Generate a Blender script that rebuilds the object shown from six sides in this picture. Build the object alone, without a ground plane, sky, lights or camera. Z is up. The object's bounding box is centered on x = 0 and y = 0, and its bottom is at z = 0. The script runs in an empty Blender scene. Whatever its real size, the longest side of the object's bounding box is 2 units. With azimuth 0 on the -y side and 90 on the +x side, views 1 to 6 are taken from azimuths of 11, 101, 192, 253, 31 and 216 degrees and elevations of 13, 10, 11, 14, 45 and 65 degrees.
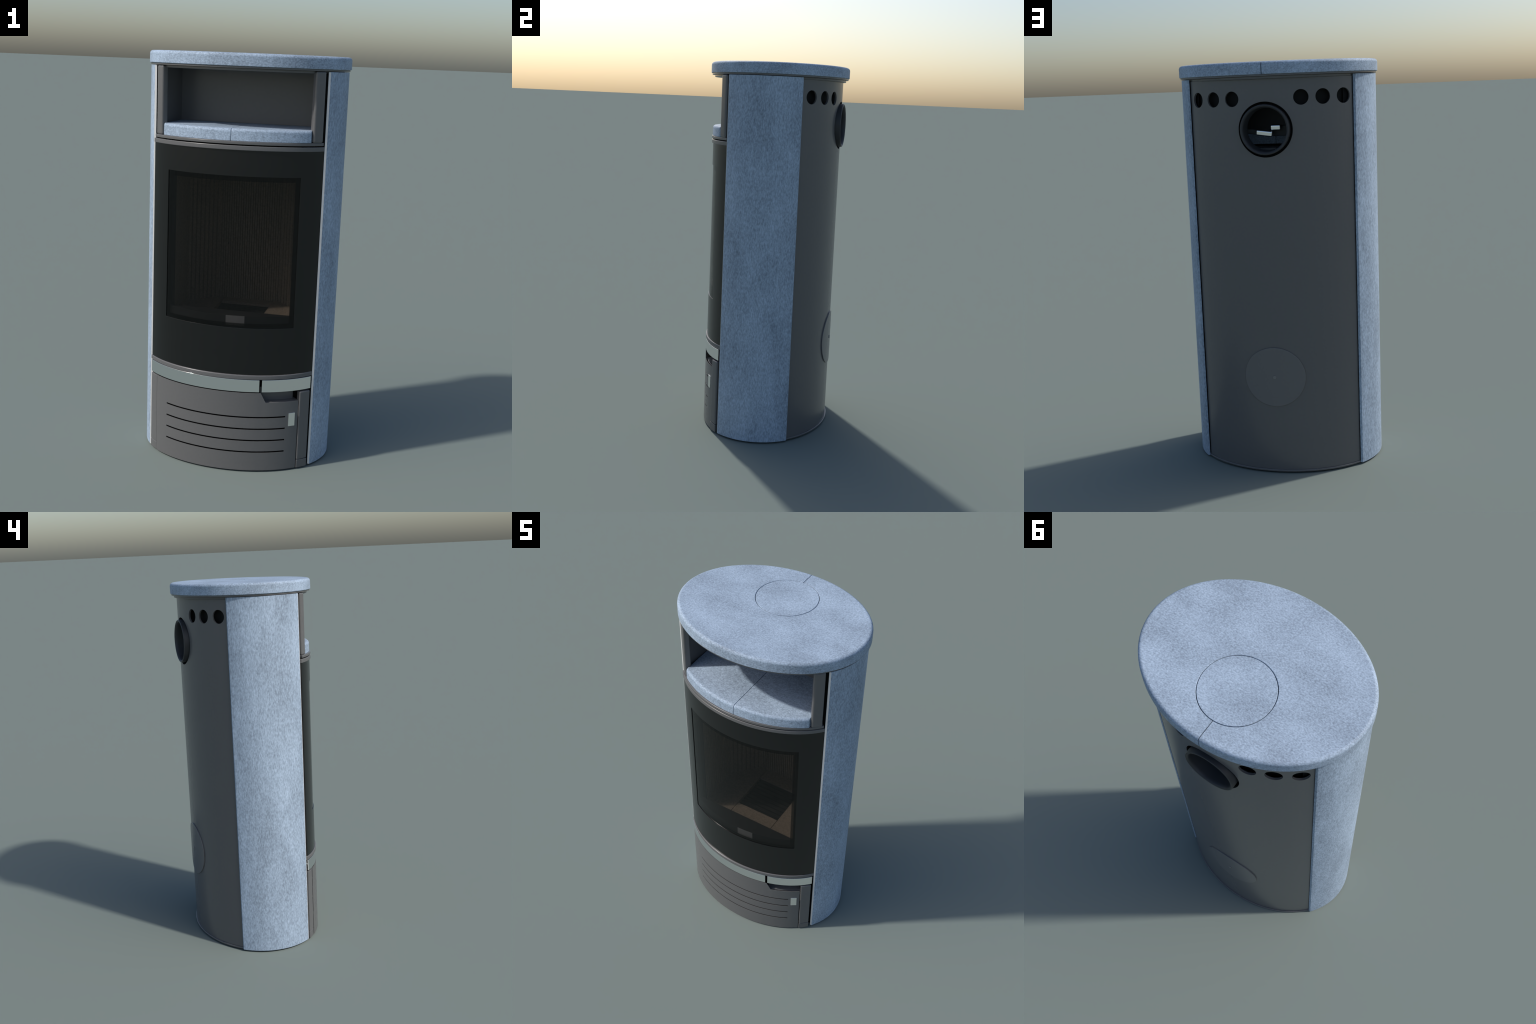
"""Oval wood stove: soapstone cladding, curved glass door, warming niche, drawer."""
import bpy, bmesh, math
from mathutils import Vector, Matrix

# ------------------------------------------------------------------ helpers
ROOT = bpy.data.objects.new("wood_stove", None)
bpy.context.scene.collection.objects.link(ROOT)
ROOT["label"] = "tall oval wood stove with blue-grey soapstone cladding"
ROOT["category"] = "wood stove"


def link(ob, parent=None):
    bpy.context.scene.collection.objects.link(ob)
    ob.parent = parent or ROOT
    return ob


def bake(ob):
    """Replace the mesh by its modified form."""
    if not ob.modifiers:
        return
    bpy.context.view_layer.update()
    dg = bpy.context.evaluated_depsgraph_get()
    me = bpy.data.meshes.new_from_object(ob.evaluated_get(dg), depsgraph=dg)
    old = ob.data
    ob.modifiers.clear()
    ob.data = me
    bpy.data.meshes.remove(old)


def finish(ob, bevel=0.0, segs=3, angle=35.0, cutters=()):
    """Cut, bevel and bake an object, then smooth it by angle."""
    for c in cutters:
        m = ob.modifiers.new("cut", 'BOOLEAN')
        m.operation, m.solver, m.object = 'DIFFERENCE', 'EXACT', c
    if bevel > 0:
        m = ob.modifiers.new("bevel", 'BEVEL')
        m.width, m.segments, m.limit_method = bevel, segs, 'ANGLE'
        m.angle_limit = math.radians(angle)
        m.use_clamp_overlap = True
    bake(ob)
    me = ob.data
    for p in me.polygons:
        p.use_smooth = True
    me.set_sharp_from_angle(angle=math.radians(38))
    m = ob.modifiers.new("flat_normals", 'WEIGHTED_NORMAL')
    m.keep_sharp, m.weight = True, 90
    bake(ob)
    for c in cutters:
        cm = c.data
        bpy.data.objects.remove(c)
        bpy.data.meshes.remove(cm)
    return ob


def make(name, verts, faces, mat, parent=None, bevel=0.0, segs=3, cutters=()):
    me = bpy.data.meshes.new(name)
    me.from_pydata([tuple(v) for v in verts], [], faces)
    bm = bmesh.new()
    bm.from_mesh(me)
    bmesh.ops.remove_doubles(bm, verts=bm.verts, dist=1e-6)
    bmesh.ops.recalc_face_normals(bm, faces=bm.faces)
    bm.to_mesh(me)
    bm.free()
    ob = bpy.data.objects.new(name, me)
    me.materials.append(mat)
    link(ob, parent)
    return finish(ob, bevel, segs, cutters=cutters)


class Oval:
    """Plan ellipse; side=-1 is the front half (y<0), +1 the back half."""

    def __init__(self, a, b, cy=0.0, cx=0.0):
        self.a, self.b, self.cy, self.cx = a, b, cy, cx

    def at(self, x, side):
        return self.cy + side * self.b * math.sqrt(max(0.0, 1 - ((x - self.cx) / self.a) ** 2))

    def normal(self, x, side):
        y = self.at(x, side) - self.cy
        n = Vector(((x - self.cx) / self.a ** 2, y / self.b ** 2, 0))
        return n.normalized()

    def point(self, x, z, side, inward=0.0):
        n = self.normal(x, side)
        return Vector((x, self.at(x, side), z)) - n * inward


def breaks(marks, step):
    """Sorted break positions with the spans between them subdivided."""
    out = []
    marks = sorted(marks)
    for lo, hi in zip(marks, marks[1:]):
        n = max(1, int(math.ceil((hi - lo) / step)))
        out += [lo + (hi - lo) * i / n for i in range(n)]
    return out + [marks[-1]]


def curved_sheet(name, oval, side, xs, zs, thick, mat, hole=None, shift=None,
                 parent=None, bevel=0.0, segs=3, out=0.0, cutters=()):
    """Sheet bent to the oval, with cells left out where hole(xmid, zmid) is true."""
    nx, nz = len(xs), len(zs)
    V, F = [], []
    for layer in (0, 1):
        for z in zs:
            for x in xs:
                xx = shift(x, z) if shift else x
                V.append(oval.point(xx, z, side, layer * thick - out))
    idx = lambda l, i, j: l * nx * nz + j * nx + i
    full = lambda i, j: (0 <= i < nx - 1 and 0 <= j < nz - 1 and
                         not (hole and hole((xs[i] + xs[i + 1]) / 2, (zs[j] + zs[j + 1]) / 2)))
    for j in range(nz - 1):
        for i in range(nx - 1):
            if not full(i, j):
                continue
            F.append((idx(0, i, j), idx(0, i + 1, j), idx(0, i + 1, j + 1), idx(0, i, j + 1)))
            F.append((idx(1, i, j + 1), idx(1, i + 1, j + 1), idx(1, i + 1, j), idx(1, i, j)))
            for (di, dj, p, q) in ((-1, 0, (i, j), (i, j + 1)), (1, 0, (i + 1, j), (i + 1, j + 1)),
                                   (0, -1, (i, j), (i + 1, j)), (0, 1, (i, j + 1), (i + 1, j + 1))):
                if not full(i + di, j + dj):
                    F.append((idx(0, *p), idx(0, *q), idx(1, *q), idx(1, *p)))
    used = sorted({k for f in F for k in f})
    remap = {k: n for n, k in enumerate(used)}
    return make(name, [V[k] for k in used], [tuple(remap[k] for k in f) for f in F],
                mat, parent, bevel, segs, cutters)


def strip(name, oval, x0, x1, z0, z1, thick, mat, bevel=0.002, step=0.012, parent=None, side=-1, out=0.0):
    return curved_sheet(name, oval, side, breaks([x0, x1], step), [z0, z1], thick, mat,
                        parent=parent, bevel=bevel, out=out)


def oval_plate(name, oval, z0, z1, mat, bevel=0.0, n=160):
    V, F = [], []
    for z in (z0, z1):
        for k in range(n):
            t = 2 * math.pi * k / n
            V.append((oval.a * math.sin(t), oval.cy - oval.b * math.cos(t), z))
    F.append(tuple(range(n - 1, -1, -1)))
    F.append(tuple(range(n, 2 * n)))
    for k in range(n):
        F.append((k, (k + 1) % n, n + (k + 1) % n, n + k))
    return make(name, V, F, mat, bevel=bevel)


def prism(name, plan, z0, z1, mat, bevel=0.0, parent=None):
    n = len(plan)
    V = [(x, y, z) for z in (z0, z1) for x, y in plan]
    F = [tuple(range(n - 1, -1, -1)), tuple(range(n, 2 * n))]
    F += [(k, (k + 1) % n, n + (k + 1) % n, n + k) for k in range(n)]
    return make(name, V, F, mat, parent, bevel)


def box(name, lo, hi, mat, bevel=0.0, parent=None):
    return prism(name, [(lo[0], lo[1]), (hi[0], lo[1]), (hi[0], hi[1]), (lo[0], hi[1])],
                 lo[2], hi[2], mat, bevel, parent)


def cylinder(centre, direction, radius, depth, n=48):
    """Helper drum used as a boolean cutter."""
    bm = bmesh.new()
    bmesh.ops.create_cone(bm, cap_ends=True, segments=n, radius1=radius, radius2=radius, depth=depth)
    rot = Vector((0, 0, 1)).rotation_difference(Vector(direction)).to_matrix().to_4x4()
    bmesh.ops.transform(bm, matrix=Matrix.Translation(centre) @ rot, verts=bm.verts)
    me = bpy.data.meshes.new("cutter")
    bm.to_mesh(me)
    bm.free()
    ob = bpy.data.objects.new("cutter", me)
    bpy.context.scene.collection.objects.link(ob)
    ob.hide_render = True
    return ob


# ---------------------------------------------------------------- materials
def material(name):
    m = bpy.data.materials.new(name)
    m.use_nodes = True
    nt = m.node_tree
    return m, nt, nt.nodes["Principled BSDF"]


def plain(name, colour, rough=0.5, metal=0.0, spec=0.5, grain=0.0, grain_scale=60):
    m, nt, b = material(name)
    b.inputs["Roughness"].default_value = rough
    b.inputs["Metallic"].default_value = metal
    b.inputs["Specular IOR Level"].default_value = spec
    b.inputs["Base Color"].default_value = (*colour, 1)
    if grain:
        tc = nt.nodes.new("ShaderNodeTexCoord")
        no = nt.nodes.new("ShaderNodeTexNoise")
        no.inputs["Scale"].default_value = grain_scale
        no.inputs["Detail"].default_value = 4
        nt.links.new(tc.outputs["Object"], no.inputs["Vector"])
        r = nt.nodes.new("ShaderNodeValToRGB")
        r.color_ramp.elements[0].position, r.color_ramp.elements[1].position = 0.3, 0.7
        r.color_ramp.elements[0].color = (*[c * (1 - grain) for c in colour], 1)
        r.color_ramp.elements[1].color = (*[c * (1 + grain) for c in colour], 1)
        nt.links.new(no.outputs["Fac"], r.inputs["Fac"])
        nt.links.new(r.outputs["Color"], b.inputs["Base Color"])
    return m


def soapstone(name, stretch):
    """Blue-grey stone: fine mottle, clouds, pale flecks and a few dark pits."""
    m, nt, b = material(name)
    N, L = nt.nodes, nt.links
    tc = N.new("ShaderNodeTexCoord")
    mp = N.new("ShaderNodeMapping")
    mp.inputs["Scale"].default_value = stretch
    L.new(tc.outputs["Object"], mp.inputs["Vector"])

    def noise(scale, detail, rough, src, dist=0.0):
        n = N.new("ShaderNodeTexNoise")
        n.inputs["Scale"].default_value = scale
        n.inputs["Detail"].default_value = detail
        n.inputs["Roughness"].default_value = rough
        n.inputs["Distortion"].default_value = dist
        L.new(src, n.inputs["Vector"])
        return n.outputs["Fac"]

    def rng(src, lo, hi, a, c):
        r = N.new("ShaderNodeMapRange")
        r.inputs["From Min"].default_value, r.inputs["From Max"].default_value = lo, hi
        r.inputs["To Min"].default_value, r.inputs["To Max"].default_value = a, c
        L.new(src, r.inputs["Value"])
        return r.outputs["Result"]

    def op(kind, x, y):
        o = N.new("ShaderNodeMath")
        o.operation = kind
        for k, v in enumerate((x, y)):
            if isinstance(v, (int, float)):
                o.inputs[k].default_value = v
            else:
                L.new(v, o.inputs[k])
        return o.outputs[0]

    fine = rng(noise(170, 3, 0.6, mp.outputs["Vector"]), 0.3, 0.7, -1, 1)
    mid = rng(noise(62, 3, 0.6, mp.outputs["Vector"]), 0.3, 0.7, -1, 1)
    cloud = rng(noise(7, 2, 0.45, mp.outputs["Vector"], 0.2), 0.32, 0.68, -1, 1)
    pit = rng(noise(38, 2, 0.5, mp.outputs["Vector"]), 0.70, 0.80, 0, 1)
    total = op('ADD', op('ADD', op('MULTIPLY', fine, FINE), op('MULTIPLY', mid, MID)),
               op('SUBTRACT', op('MULTIPLY', cloud, CLOUD), op('MULTIPLY', pit, 0.18)))
    fac = op('ADD', total, 0.5)
    ramp = N.new("ShaderNodeValToRGB")
    e = ramp.color_ramp.elements
    e[0].position, e[0].color = 0.0, (*[c * 0.52 for c in STONE], 1)
    e[1].position, e[1].color = 1.0, (*[c * 1.42 + 0.02 for c in STONE], 1)
    k = e.new(0.5)
    k.color = (*STONE, 1)
    L.new(fac, ramp.inputs["Fac"])
    L.new(ramp.outputs["Color"], b.inputs["Base Color"])
    b.inputs["Roughness"].default_value = 0.62
    b.inputs["Specular IOR Level"].default_value = 0.3
    bump = N.new("ShaderNodeBump")
    bump.inputs["Strength"].default_value = 0.12
    bump.inputs["Distance"].default_value = 0.002
    L.new(fac, bump.inputs["Height"])
    L.new(bump.outputs["Normal"], b.inputs["Normal"])
    return m


def tinted_glass(name, tint, half_x, z0, z1, border):
    m, nt, b = material(name)
    N, L = nt.nodes, nt.links
    out = N["Material Output"]
    N.remove(b)
    tr = N.new("ShaderNodeBsdfTransparent")
    tr.inputs["Color"].default_value = (*tint, 1)
    # printed dark border that fades into the clear pane
    tc = N.new("ShaderNodeTexCoord")
    xyz = N.new("ShaderNodeSeparateXYZ")
    L.new(tc.outputs["Object"], xyz.inputs[0])

    def calc(kind, p, q=None):
        o = N.new("ShaderNodeMath")
        o.operation = kind
        for k, v in enumerate((p, q)):
            if v is None:
                continue
            if isinstance(v, (int, float)):
                o.inputs[k].default_value = v
            else:
                L.new(v, o.inputs[k])
        return o.outputs[0]

    side = calc('SUBTRACT', half_x, calc('ABSOLUTE', xyz.outputs["X"]))
    ends = calc('MINIMUM', calc('SUBTRACT', z1, xyz.outputs["Z"]), calc('SUBTRACT', xyz.outputs["Z"], z0))
    edge = calc('MINIMUM', side, ends)
    fade = N.new("ShaderNodeMapRange")
    fade.inputs["From Min"].default_value, fade.inputs["From Max"].default_value = border - 0.003, border
    L.new(edge, fade.inputs["Value"])
    tone = N.new("ShaderNodeMix")
    tone.data_type = 'RGBA'
    tone.inputs["A"].default_value = (*[c * 0.22 for c in tint], 1)
    tone.inputs["B"].default_value = (*tint, 1)
    L.new(fade.outputs["Result"], tone.inputs["Factor"])
    skin = N.new("ShaderNodeMix")                  # tint once, on the outer skin
    skin.data_type = 'RGBA'
    skin.inputs["B"].default_value = (1, 1, 1, 1)
    geo = N.new("ShaderNodeNewGeometry")
    L.new(geo.outputs["Backfacing"], skin.inputs["Factor"])
    L.new(tone.outputs["Result"], skin.inputs["A"])
    L.new(skin.outputs["Result"], tr.inputs["Color"])
    gl = N.new("ShaderNodeBsdfGlossy")
    gl.inputs["Roughness"].default_value = 0.08
    fr = N.new("ShaderNodeFresnel")
    fr.inputs["IOR"].default_value = 1.45
    mix = N.new("ShaderNodeMixShader")
    front = N.new("ShaderNodeMath")
    front.operation = 'SUBTRACT'
    front.inputs[0].default_value = 1.0
    L.new(geo.outputs["Backfacing"], front.inputs[1])
    gate = N.new("ShaderNodeMath")
    gate.operation = 'MULTIPLY'
    L.new(fr.outputs[0], gate.inputs[0])
    L.new(front.outputs[0], gate.inputs[1])
    L.new(gate.outputs[0], mix.inputs[0])
    L.new(tr.outputs[0], mix.inputs[1])
    L.new(gl.outputs[0], mix.inputs[2])
    L.new(mix.outputs[0], out.inputs["Surface"])
    return m


STONE = (0.290, 0.364, 0.460)
FINE, MID, CLOUD = 0.31, 0.11, 0.135
stone_upright = soapstone("soapstone_upright", (1.0, 1.0, 0.38))
stone_flat = soapstone("soapstone_flat", (0.7, 1.0, 1.0))
grey_steel = plain("grey_painted_steel", (0.116, 0.115, 0.117), 0.27, 0.0, 0.5, 0.02, 90)
dark_steel = plain("dark_steel", (0.035, 0.037, 0.04), 0.5, 0.0, 0.4)
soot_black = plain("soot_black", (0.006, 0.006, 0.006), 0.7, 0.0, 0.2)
chrome = plain("brushed_chrome", (0.92, 0.93, 0.93), 0.12, 1.0)
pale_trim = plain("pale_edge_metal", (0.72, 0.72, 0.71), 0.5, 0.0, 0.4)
door_black = plain("black_ceramic_glass", (0.006, 0.0065, 0.0065), 0.22, 0.0, 0.5)
window_glass = tinted_glass("smoked_window_glass", (0.365, 0.355, 0.345), 0.316, 0.731, 1.451, 0.024)
firebrick = plain("tan_firebrick", (0.38, 0.318, 0.255), 0.9, 0.0, 0.1, 0.18, 120)
cast_iron = plain("cast_iron", (0.03, 0.032, 0.033), 0.6, 0.0, 0.3)

# ------------------------------------------------------------------- plans
TOP = Oval(0.491, 0.373)            # top slab
RIM = Oval(0.485, 0.368)            # steel plate under it
RIM_IN = Oval(0.458, 0.355)         # second, smaller plate
PANEL = Oval(0.4818, 0.366, -0.005)  # side stone
SHEET = Oval(0.470, 0.3392)          # rear casing
BAR = Oval(0.487, 0.3605, 0, -0.006)           # projecting door bars
FACE = Oval(0.492, 0.3575, 0, -0.004)           # drawer, chrome band
DOOR = Oval(0.487, 0.3530, 0, -0.006)           # glass door
FLUE = (0.0, 0.126)                 # lid centre in the top
FLUE_R = 0.153


# --------------------------------------------------------------- top slab
def top_slab():
    gap, z0, z1, r, ch = 0.0019, 1.942, 2.0, 0.016, 0.0015
    cols, n = [], 240
    rad = FLUE_R + gap
    for k in range(n + 1):
        f = k / n
        phi = math.pi / 2 + 2 * math.pi * f         # starts and ends at +y
        d = Vector((math.cos(phi), math.sin(phi)))
        # ray from the lid centre to the oval
        A = (d.x / TOP.a) ** 2 + (d.y / TOP.b) ** 2
        B = 2 * (FLUE[1] * d.y / TOP.b ** 2)
        C = (FLUE[1] / TOP.b) ** 2 - 1
        t = (-B + math.sqrt(B * B - 4 * A * C)) / (2 * A)
        o = Vector((d.x * t, FLUE[1] + d.y * t))
        i = Vector((d.x * rad, FLUE[1] + d.y * rad))
        if k == 0 or k == n:
            s = -gap if k == 0 else gap
            o.x = i.x = s
            o.y = TOP.at(s, 1)
            i.y = FLUE[1] + math.sqrt(rad * rad - s * s)
        nv = Vector((o.x / TOP.a ** 2, o.y / TOP.b ** 2)).normalized()
        col = [Vector((i.x, i.y, z0)), Vector((i.x, i.y, z1 - ch))]
        iv = (i - Vector(FLUE)).normalized() * ch
        col.append(Vector((i.x + iv.x, i.y + iv.y, z1)))
        for q in range(7):                            # rounded upper rim
            a = q / 6 * math.pi / 2
            off = r * (1 - math.sin(a))
            col.append(Vector((o.x - nv.x * off, o.y - nv.y * off, z1 - r * (1 - math.cos(a)))))
        col.append(Vector((o.x, o.y, z0 + 0.002)))
        col.append(Vector((o.x - nv.x * 0.002, o.y - nv.y * 0.002, z0)))
        cols.append(col)
    m = len(cols[0])
    V = [p for c in cols for p in c]
    F = []
    for k in range(n):
        for j in range(m):
            F.append((k * m + j, k * m + (j + 1) % m, (k + 1) * m + (j + 1) % m, (k + 1) * m + j))
    F.append(tuple(range(m)))
    F.append(tuple(n * m + j for j in range(m)))
    return make("cover_slab", V, F, stone_flat)


top_slab()
lid_n = 120
prism("lid_disc", [(FLUE[0] + (FLUE_R - 0.0008) * math.cos(2 * math.pi * k / lid_n),
                    FLUE[1] + (FLUE_R - 0.0008) * math.sin(2 * math.pi * k / lid_n)) for k in range(lid_n)],
      1.943, 2.0, stone_flat, bevel=0.0015)
oval_plate("rim_plate", RIM, 1.9335, 1.9418, grey_steel, bevel=0.0015)
oval_plate("rim_plate", RIM_IN, 1.922, 1.9334, grey_steel, bevel=0.0015)


# -------------------------------------------------------------- side stones
def side_panel(sign):
    y0, y1, th, z0, z1, n = -0.187, 0.193, 0.0085, 0.006, 1.931, 40
    inner = Oval(PANEL.a - th, PANEL.b - th, PANEL.cy)
    xo = lambda o, y: o.a * math.sqrt(1 - ((y - o.cy) / o.b) ** 2)
    ys = [y0 + (y1 - y0) * k / n for k in range(n + 1)]
    plan = [(sign * xo(PANEL, y), y) for y in ys] + [(sign * xo(inner, y), y) for y in reversed(ys)]
    p = prism("stone_panel", plan, z0, z1, stone_upright, bevel=0.0012)
    xa, xb = xo(inner, y0), xo(PANEL, y0)
    lo, hi = sorted((sign * (xa + 0.0003), sign * (xb - 0.0006)))
    box("edge_trim", (lo, y0 - 0.0012, z0 + 0.001), (hi, y0 + 0.001, z1 - 0.001), pale_trim, parent=p)
    return p


for s in (1, -1):
    side_panel(s)

# --------------------------------------------------------------- rear casing
VENT_Z, VENT_R = 1.834, 0.0355
PIPE = (0.0, 1.691)
cutters = []
for x in (0.345, 0.255, 0.157, -0.169, -0.265, -0.353):
    c = SHEET.point(x, VENT_Z, 1)
    cutters.append(cylinder(c, SHEET.normal(x, 1), VENT_R, 0.06))
cutters.append(cylinder((PIPE[0], 0.34, PIPE[1]), (0, 1, 0), 0.128, 0.14, 96))
curved_sheet("casing_sheet", SHEET, 1, breaks([-0.391, 0.391], 0.011), [0.016, 1.9215], 0.010, grey_steel,
             cutters=cutters)
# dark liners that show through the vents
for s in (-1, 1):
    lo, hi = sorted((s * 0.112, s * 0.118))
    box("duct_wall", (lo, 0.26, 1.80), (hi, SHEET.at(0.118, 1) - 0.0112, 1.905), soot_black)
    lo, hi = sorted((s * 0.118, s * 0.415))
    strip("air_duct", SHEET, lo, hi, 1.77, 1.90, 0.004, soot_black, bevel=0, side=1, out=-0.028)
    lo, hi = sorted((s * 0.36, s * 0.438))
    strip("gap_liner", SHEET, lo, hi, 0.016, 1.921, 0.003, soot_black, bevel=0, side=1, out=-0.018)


def flue_collar():
    """Short round pipe socket with a rolled lip."""
    prof = [(0.098, 0.275), (0.1005, 0.305), (0.1015, 0.338), (0.103, 0.349), (0.1065, 0.3545), (0.111, 0.3565),
            (0.1145, 0.355), (0.1165, 0.350), (0.1165, 0.275)]
    n, m = 96, len(prof)
    V = [(PIPE[0] + r * math.cos(2 * math.pi * k / n), y, PIPE[1] + r * math.sin(2 * math.pi * k / n))
         for k in range(n) for r, y in prof]
    F = [(k * m + j, k * m + (j + 1) % m, ((k + 1) % n) * m + (j + 1) % m, ((k + 1) % n) * m + j)
         for k in range(n) for j in range(m)]
    return make("flue_collar", V, F, dark_steel)


collar = flue_collar()


def collar_flange():
    """Blackened ring that closes the gap round the socket."""
    n, V, F = 96, [], []
    for k in range(n):
        t = 2 * math.pi * k / n
        lip = SHEET.at(PIPE[0] + 0.136 * math.cos(t), 1) - 0.0115    # reaches the casing
        for r, y in ((0.112, 0.300), (0.1285, 0.300), (0.1285, lip), (0.136, lip), (0.136, 0.294), (0.112, 0.294)):
            V.append((PIPE[0] + r * math.cos(t), y, PIPE[1] + r * math.sin(t)))
        for j in range(6):
            F.append((k * 6 + j, k * 6 + (j + 1) % 6, ((k + 1) % n) * 6 + (j + 1) % 6, ((k + 1) % n) * 6 + j))
    make("collar_flange", V, F, soot_black, parent=collar)


collar_flange()
# dark box behind the collar, with the two polished damper bars inside
box("flue_chamber", (-0.20, 0.078, 1.667), (0.20, 0.083, 1.90), dark_steel)
box("flue_floor", (-0.20, 0.096, 1.585), (0.20, 0.27, 1.602), dark_steel)
for kind, cx, cy, cz, w, h, d, tilt, mat in (
        ("damper_bar", 0.016, 0.2745, 1.6725, 0.080, 0.026, 0.033, -0.13, chrome),
        ("damper_bar", -0.037, 0.2625, 1.6975, 0.050, 0.026, 0.033, 0.0, chrome),
        ("damper_rod", 0.046, 0.248, 1.6745, 0.130, 0.024, 0.010, -0.13, cast_iron),
        ("damper_rod", -0.050, 0.238, 1.681, 0.090, 0.050, 0.010, 0.0, cast_iron)):
    b = box(kind, (-w / 2, -d / 2, -h / 2), (w / 2, d / 2, h / 2), mat, bevel=0.007, parent=collar)
    b.data.transform(Matrix.Translation((cx, cy, cz)) @ Matrix.Rotation(tilt, 4, 'Y') @ Matrix.Rotation(-0.05, 4, 'X'))


def rear_cover():
    """Round cover plate bent to the rear casing."""
    R, zc, off, rings, n = 0.149, 0.496, 0.006, 10, 72
    V, F = [], []
    for layer in (0, 1):
        V.append(SHEET.point(0, zc, 1, -off if layer == 0 else 0.001))
        for q in range(1, rings + 1):
            for k in range(n):
                t = 2 * math.pi * k / n
                V.append(SHEET.point(R * q / rings * math.cos(t), zc + R * q / rings * math.sin(t), 1,
                                     -off if layer == 0 else 0.001))
    S = 1 + rings * n
    for layer in (0, 1):
        o = layer * S
        for k in range(n):
            F.append((o, o + 1 + k, o + 1 + (k + 1) % n))
            for q in range(rings - 1):
                u = o + 1 + q * n
                F.append((u + k, u + n + k, u + n + (k + 1) % n, u + (k + 1) % n))
    e = 1 + (rings - 1) * n
    for k in range(n):
        F.append((e + k, e + (k + 1) % n, S + e + (k + 1) % n, S + e + k))
    cover = make("inspection_cover", V, F, sky_lightened_steel, bevel=0.0015)
    prism_pts = [(0.0085 * math.cos(2 * math.pi * k / 24), 0.0085 * math.sin(2 * math.pi * k / 24)) for k in range(24)]
    s = prism("screw", prism_pts, 0, 0.004, pale_screw, bevel=0.0012, parent=cover)
    s.data.transform(Matrix.Translation((0, SHEET.at(0, 1) + off - 0.001, zc)) @ Matrix.Rotation(-math.pi / 2, 4, 'X'))


sky_lightened_steel = plain("sky_lightened_steel", (0.135, 0.134, 0.136), 0.27, 0.0, 0.5, 0.02, 90)  # casing grey lightened for the extra sky light on the cover
pale_screw = plain("screw_steel", (0.2, 0.2, 0.2), 0.4, 0.3)
rear_cover()

# ---------------------------------------------------------------------- base
oval_plate("foot_plate", Oval(0.462, 0.338), 0.0, 0.006, soot_black)
strip("skirt", Oval(0.474, 0.346), -0.405, 0.405, 0.005, 0.0155, 0.03, grey_steel, bevel=0.003, side=1)
oval_plate("base_plate", Oval(0.455, 0.32), 0.006, 0.012, soot_black)

# -------------------------------------------------------------------- niche
NX, NXB, NBACK, NZ0 = 0.3585, 0.347, 0.028, 1.667
box("niche_panel", (-NXB - 0.008, NBACK, NZ0), (NXB + 0.008, NBACK + 0.004, 1.9218), grey_steel)
for s in (-1, 1):
    prism("niche_wall", [(s * NX, -0.222), (s * (NX + 0.012), -0.222), (s * (NXB + 0.012), NBACK), (s * NXB, NBACK)],
          1.6112, 1.9218, grey_steel)
    lo, hi = sorted((s * 0.361, 0.4025 if s > 0 else -0.3995))
    strip("niche_post", Oval(0.490, 0.3575), lo, hi, 1.6095, 1.9325, 0.034, grey_steel, bevel=0.009, step=0.02)
    lo, hi = sorted((s * 0.36, s * 0.405))
    box("gap_liner", (lo, -0.178, 0.02), (hi, -0.165, 1.92), soot_black)


def shelf_slab(x0, x1):
    """Half of the stone shelf: curved nose with a rounded upper edge."""
    o, z0, z1, r, n = Oval(0.490, 0.3545), 1.6107, 1.6665, 0.014, 30
    rows = []
    for k in range(n + 1):
        x = x0 + (x1 - x0) * k / n
        yf = o.at(x, -1)
        nv = o.normal(x, -1)
        prof = [(x, 0.095, z0), (x, yf, z0)]
        for q in range(6):
            a = q / 5 * math.pi / 2
            off = r * (1 - math.cos(a))
            prof.append((x, yf + off / max(0.5, -nv.y), z1 - r * (1 - math.sin(a))))
        prof.append((x, 0.095, z1))
        rows.append(prof)
    m = len(rows[0])
    V = [p for c in rows for p in c]
    F = [(k * m + j, k * m + (j + 1) % m, (k + 1) * m + (j + 1) % m, (k + 1) * m + j)
         for k in range(n) for j in range(m)]
    F += [tuple(range(m)), tuple(n * m + j for j in range(m))]
    return make("shelf_slab", V, F, stone_flat, bevel=0.002, segs=2)


shelf_slab(-0.3495, -0.0008)
shelf_slab(0.0008, 0.3515)
strip("shelf_bar", BAR, -0.404, 0.4045, 1.596, 1.6105, 0.16, grey_steel, bevel=0.0025)

# --------------------------------------------------------------------- door
WX, WZ0, WZ1 = 0.316, 0.731, 1.451
door = curved_sheet("door_frame", DOOR, -1, breaks([-0.408, -WX, WX, 0.406], 0.010), [0.497, WZ0, WZ1, 1.571],
                    0.010, door_black, bevel=0.0012, segs=2,
                    hole=lambda x, z: abs(x) < WX and WZ0 < z < WZ1)
strip("door_bar", BAR, -0.4125, 0.4085, 1.570, 1.591, 0.016, grey_steel, bevel=0.003, parent=door)
strip("door_bar", BAR, -0.4140, 0.4085, 0.4755, 0.498, 0.016, grey_steel, bevel=0.004, parent=door)
strip("window_pane", Oval(0.484, 0.3500, 0, -0.006), -WX - 0.003, WX + 0.003, WZ0 - 0.003, WZ1 + 0.003, 0.0015, window_glass,
      bevel=0, parent=door)

# ------------------------------------------------------------------ firebox
FZ0, FZ1 = 0.728, 1.462
LIP = Oval(0.473, 0.3395, 0, -0.006)            # inner face line behind the glass


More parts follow.
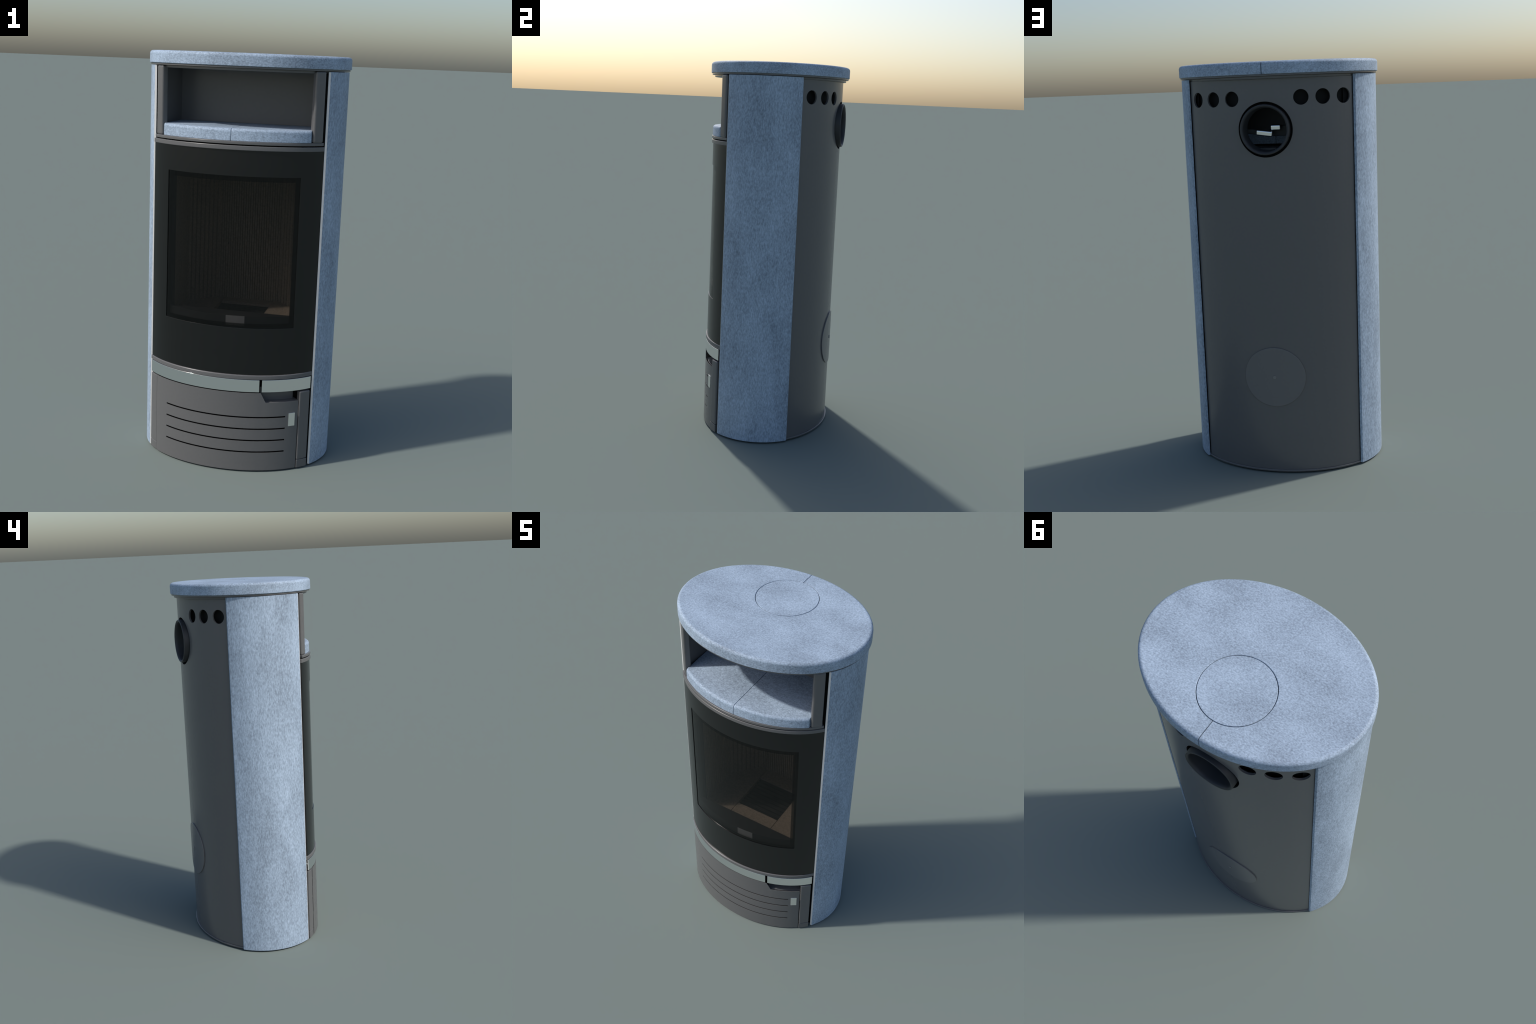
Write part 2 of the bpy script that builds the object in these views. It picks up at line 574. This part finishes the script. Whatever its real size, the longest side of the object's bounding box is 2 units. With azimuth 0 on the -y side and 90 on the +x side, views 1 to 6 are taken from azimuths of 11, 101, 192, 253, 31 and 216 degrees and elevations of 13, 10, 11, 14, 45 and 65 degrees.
def ribbed_wall(a, b, pitch, depth=0.012):
    """Vertical fluted firebrick lining along a plan line from a to b."""
    a, b = Vector(a), Vector(b)
    d = (b - a)
    L = d.length
    d.normalize()
    nrm = Vector((-d.y, d.x))                # points to the room side
    n = max(1, round(L / pitch))
    front = []
    for k in range(n):
        for f, h in ((0.0, 0), (0.24, 0), (0.28, 1), (0.97, 1), (1.0, 0)):
            front.append(a + d * L * (k + f) / n + nrm * depth * h)
    plan = front + [b - nrm * 0.02, a - nrm * 0.02]
    return prism("firebrick_lining", [(p.x, p.y) for p in plan], FZ0, FZ1, firebrick)


ribbed_wall((0.312, -0.215), (0.308, 0.045), 0.0125)
ribbed_wall((0.308, 0.045), (0.170, 0.192), 0.026)
ribbed_wall((0.170, 0.192), (-0.170, 0.192), 0.0125)
ribbed_wall((-0.170, 0.192), (-0.308, 0.045), 0.026)
ribbed_wall((-0.308, 0.045), (-0.312, -0.215), 0.0125)
for k in range(5):
    x = -0.122 + 0.0655 * k
    p = prism("air_hole", [(0.004 * math.cos(t * math.pi / 6), 0.004 * math.sin(t * math.pi / 6)) for t in range(12)],
              0, 0.003, soot_black)
    p.data.transform(Matrix.Translation((x, 0.1895, 1.022)) @ Matrix.Rotation(math.pi / 2, 4, 'X'))
GX, GY0, GY1 = 0.130, -0.136, 0.100
box("hearth_brick", (-0.32, -0.240, FZ0 - 0.04), (-GX - 0.0012, 0.20, FZ0), firebrick, bevel=0.001)
box("hearth_brick", (GX + 0.0012, -0.240, FZ0 - 0.04), (0.32, 0.20, FZ0), firebrick, bevel=0.001)
box("hearth_brick", (-GX + 0.0012, -0.262, FZ0 - 0.04), (GX - 0.0012, GY0, FZ0), firebrick, bevel=0.001)
box("hearth_brick", (-GX + 0.0012, GY1, FZ0 - 0.04), (GX - 0.0012, 0.20, FZ0), firebrick, bevel=0.001)
box("ash_pit", (-GX, GY0, FZ0 - 0.05), (GX, GY1, FZ0 - 0.03), soot_black)
for k in range(9):
    y = GY0 + 0.008 + (GY1 - GY0 - 0.016) * k / 8
    box("grate_bar", (-GX + 0.003, y - 0.009, FZ0 - 0.03), (GX - 0.003, y + 0.009, FZ0 - 0.012), cast_iron, bevel=0.002)
box("hearth_pan", (-0.33, -0.20, FZ0 - 0.07), (0.33, 0.21, FZ0 - 0.051), soot_black)
prism("baffle", [(-0.325, 0.21), (-0.325, -0.2)] + [(x, LIP.at(x, -1) + 0.002) for x in breaks([-0.325, 0.325], 0.03)][1:-1]
      + [(0.325, -0.2), (0.325, 0.21)], FZ1, FZ1 + 0.01, firebrick)
# door surround behind the glass
lip_xs = breaks([-0.31, 0.31], 0.015)
plan = [(x, LIP.at(x, -1)) for x in lip_xs] + [(0.31, -0.252), (-0.31, -0.252)]
prism("log_ledge", plan, 0.70, 0.786, dark_steel, bevel=0.002)
strip("air_tab", Oval(0.475, 0.3412, 0, -0.006), 0.0005, 0.0905, 0.738, 0.7865, 0.002, plain("tab_steel", (0.34, 0.34, 0.35), 0.5),
      bevel=0.0006)
for s in (-1, 1):
    lo, hi = sorted((s * 0.292, s * 0.322))
    box("door_cheek", (lo, -0.245, 0.70), (hi, -0.214, 1.462), dark_steel)
    lo, hi = sorted((s * 0.317, s * 0.40))
    strip("door_liner", LIP, lo, hi, 0.70, 1.55, 0.02, soot_black, bevel=0)
strip("door_header", LIP, -0.33, 0.33, 1.4625, 1.55, 0.05, dark_steel, bevel=0)

# ---------------------------------------------------- chrome band and drawer
strip("chrome_band", FACE, -0.4080, 0.1755, 0.4135, 0.4745, 0.006, chrome, bevel=0.0008)
strip("chrome_handle", FACE, 0.1875, 0.4045, 0.4135, 0.4745, 0.012, chrome, bevel=0.0008)

SLOTS = (0.283, 0.2225, 0.163, 0.103)
SH = 0.0038
dz = [0.006, 0.359, 0.4085]
for z in SLOTS:
    dz += [z - SH, z + SH]
in_slot = lambda x, z: abs(x) < 0.301 and any(abs(z - q) < SH for q in SLOTS)
dx = breaks([-0.3665, -0.301, 0.172, 0.208, 0.301, 0.3550], 0.011)
dx = [x for x in dx if not 0.1725 < x < 0.2075]
drawer = curved_sheet("drawer_panel", FACE, -1, dx, sorted(dz), 0.002, grey_steel,
                      hole=lambda x, z: in_slot(x, z) or (x > 0.208 and z > 0.359),
                      shift=lambda x, z: 0.184 if (abs(x - 0.208) < 1e-6 and z > 0.4) else x)
strip("handle_recess", Oval(0.4785, 0.346), 0.183, 0.3535, 0.315, 0.3575, 0.045, grey_steel, bevel=0.002, parent=drawer)
strip("recess_wall", Oval(0.445, 0.3125), 0.170, 0.322, 0.3576, 0.425, 0.006, grey_steel, bevel=0, parent=drawer)
strip("badge", FACE, 0.3140, 0.3420, 0.2325, 0.3000, 0.006, chrome, bevel=0.0008, parent=drawer, out=0.003, step=0.03)
POST = Oval(0.495, 0.3575)
for x0, x1, bv in ((-0.4095, -0.3682, 0.003), (0.3605, 0.4055, 0.006)):
    strip("drawer_post", POST, x0, x1, 0.047, 0.405, 0.030, grey_steel, bevel=bv, step=0.012)
    strip("post_foot", POST, x0, x1, 0.004, 0.0464, 0.030, grey_steel, bevel=0.003, step=0.012)
strip("slot_backing", FACE, -0.312, 0.312, 0.05, 0.312, 0.002, soot_black, bevel=0, out=-0.030, parent=drawer)
strip("drawer_cavity", Oval(0.440, 0.300), -0.40, 0.40, 0.012, 0.69, 0.006, soot_black, bevel=0, step=0.02)
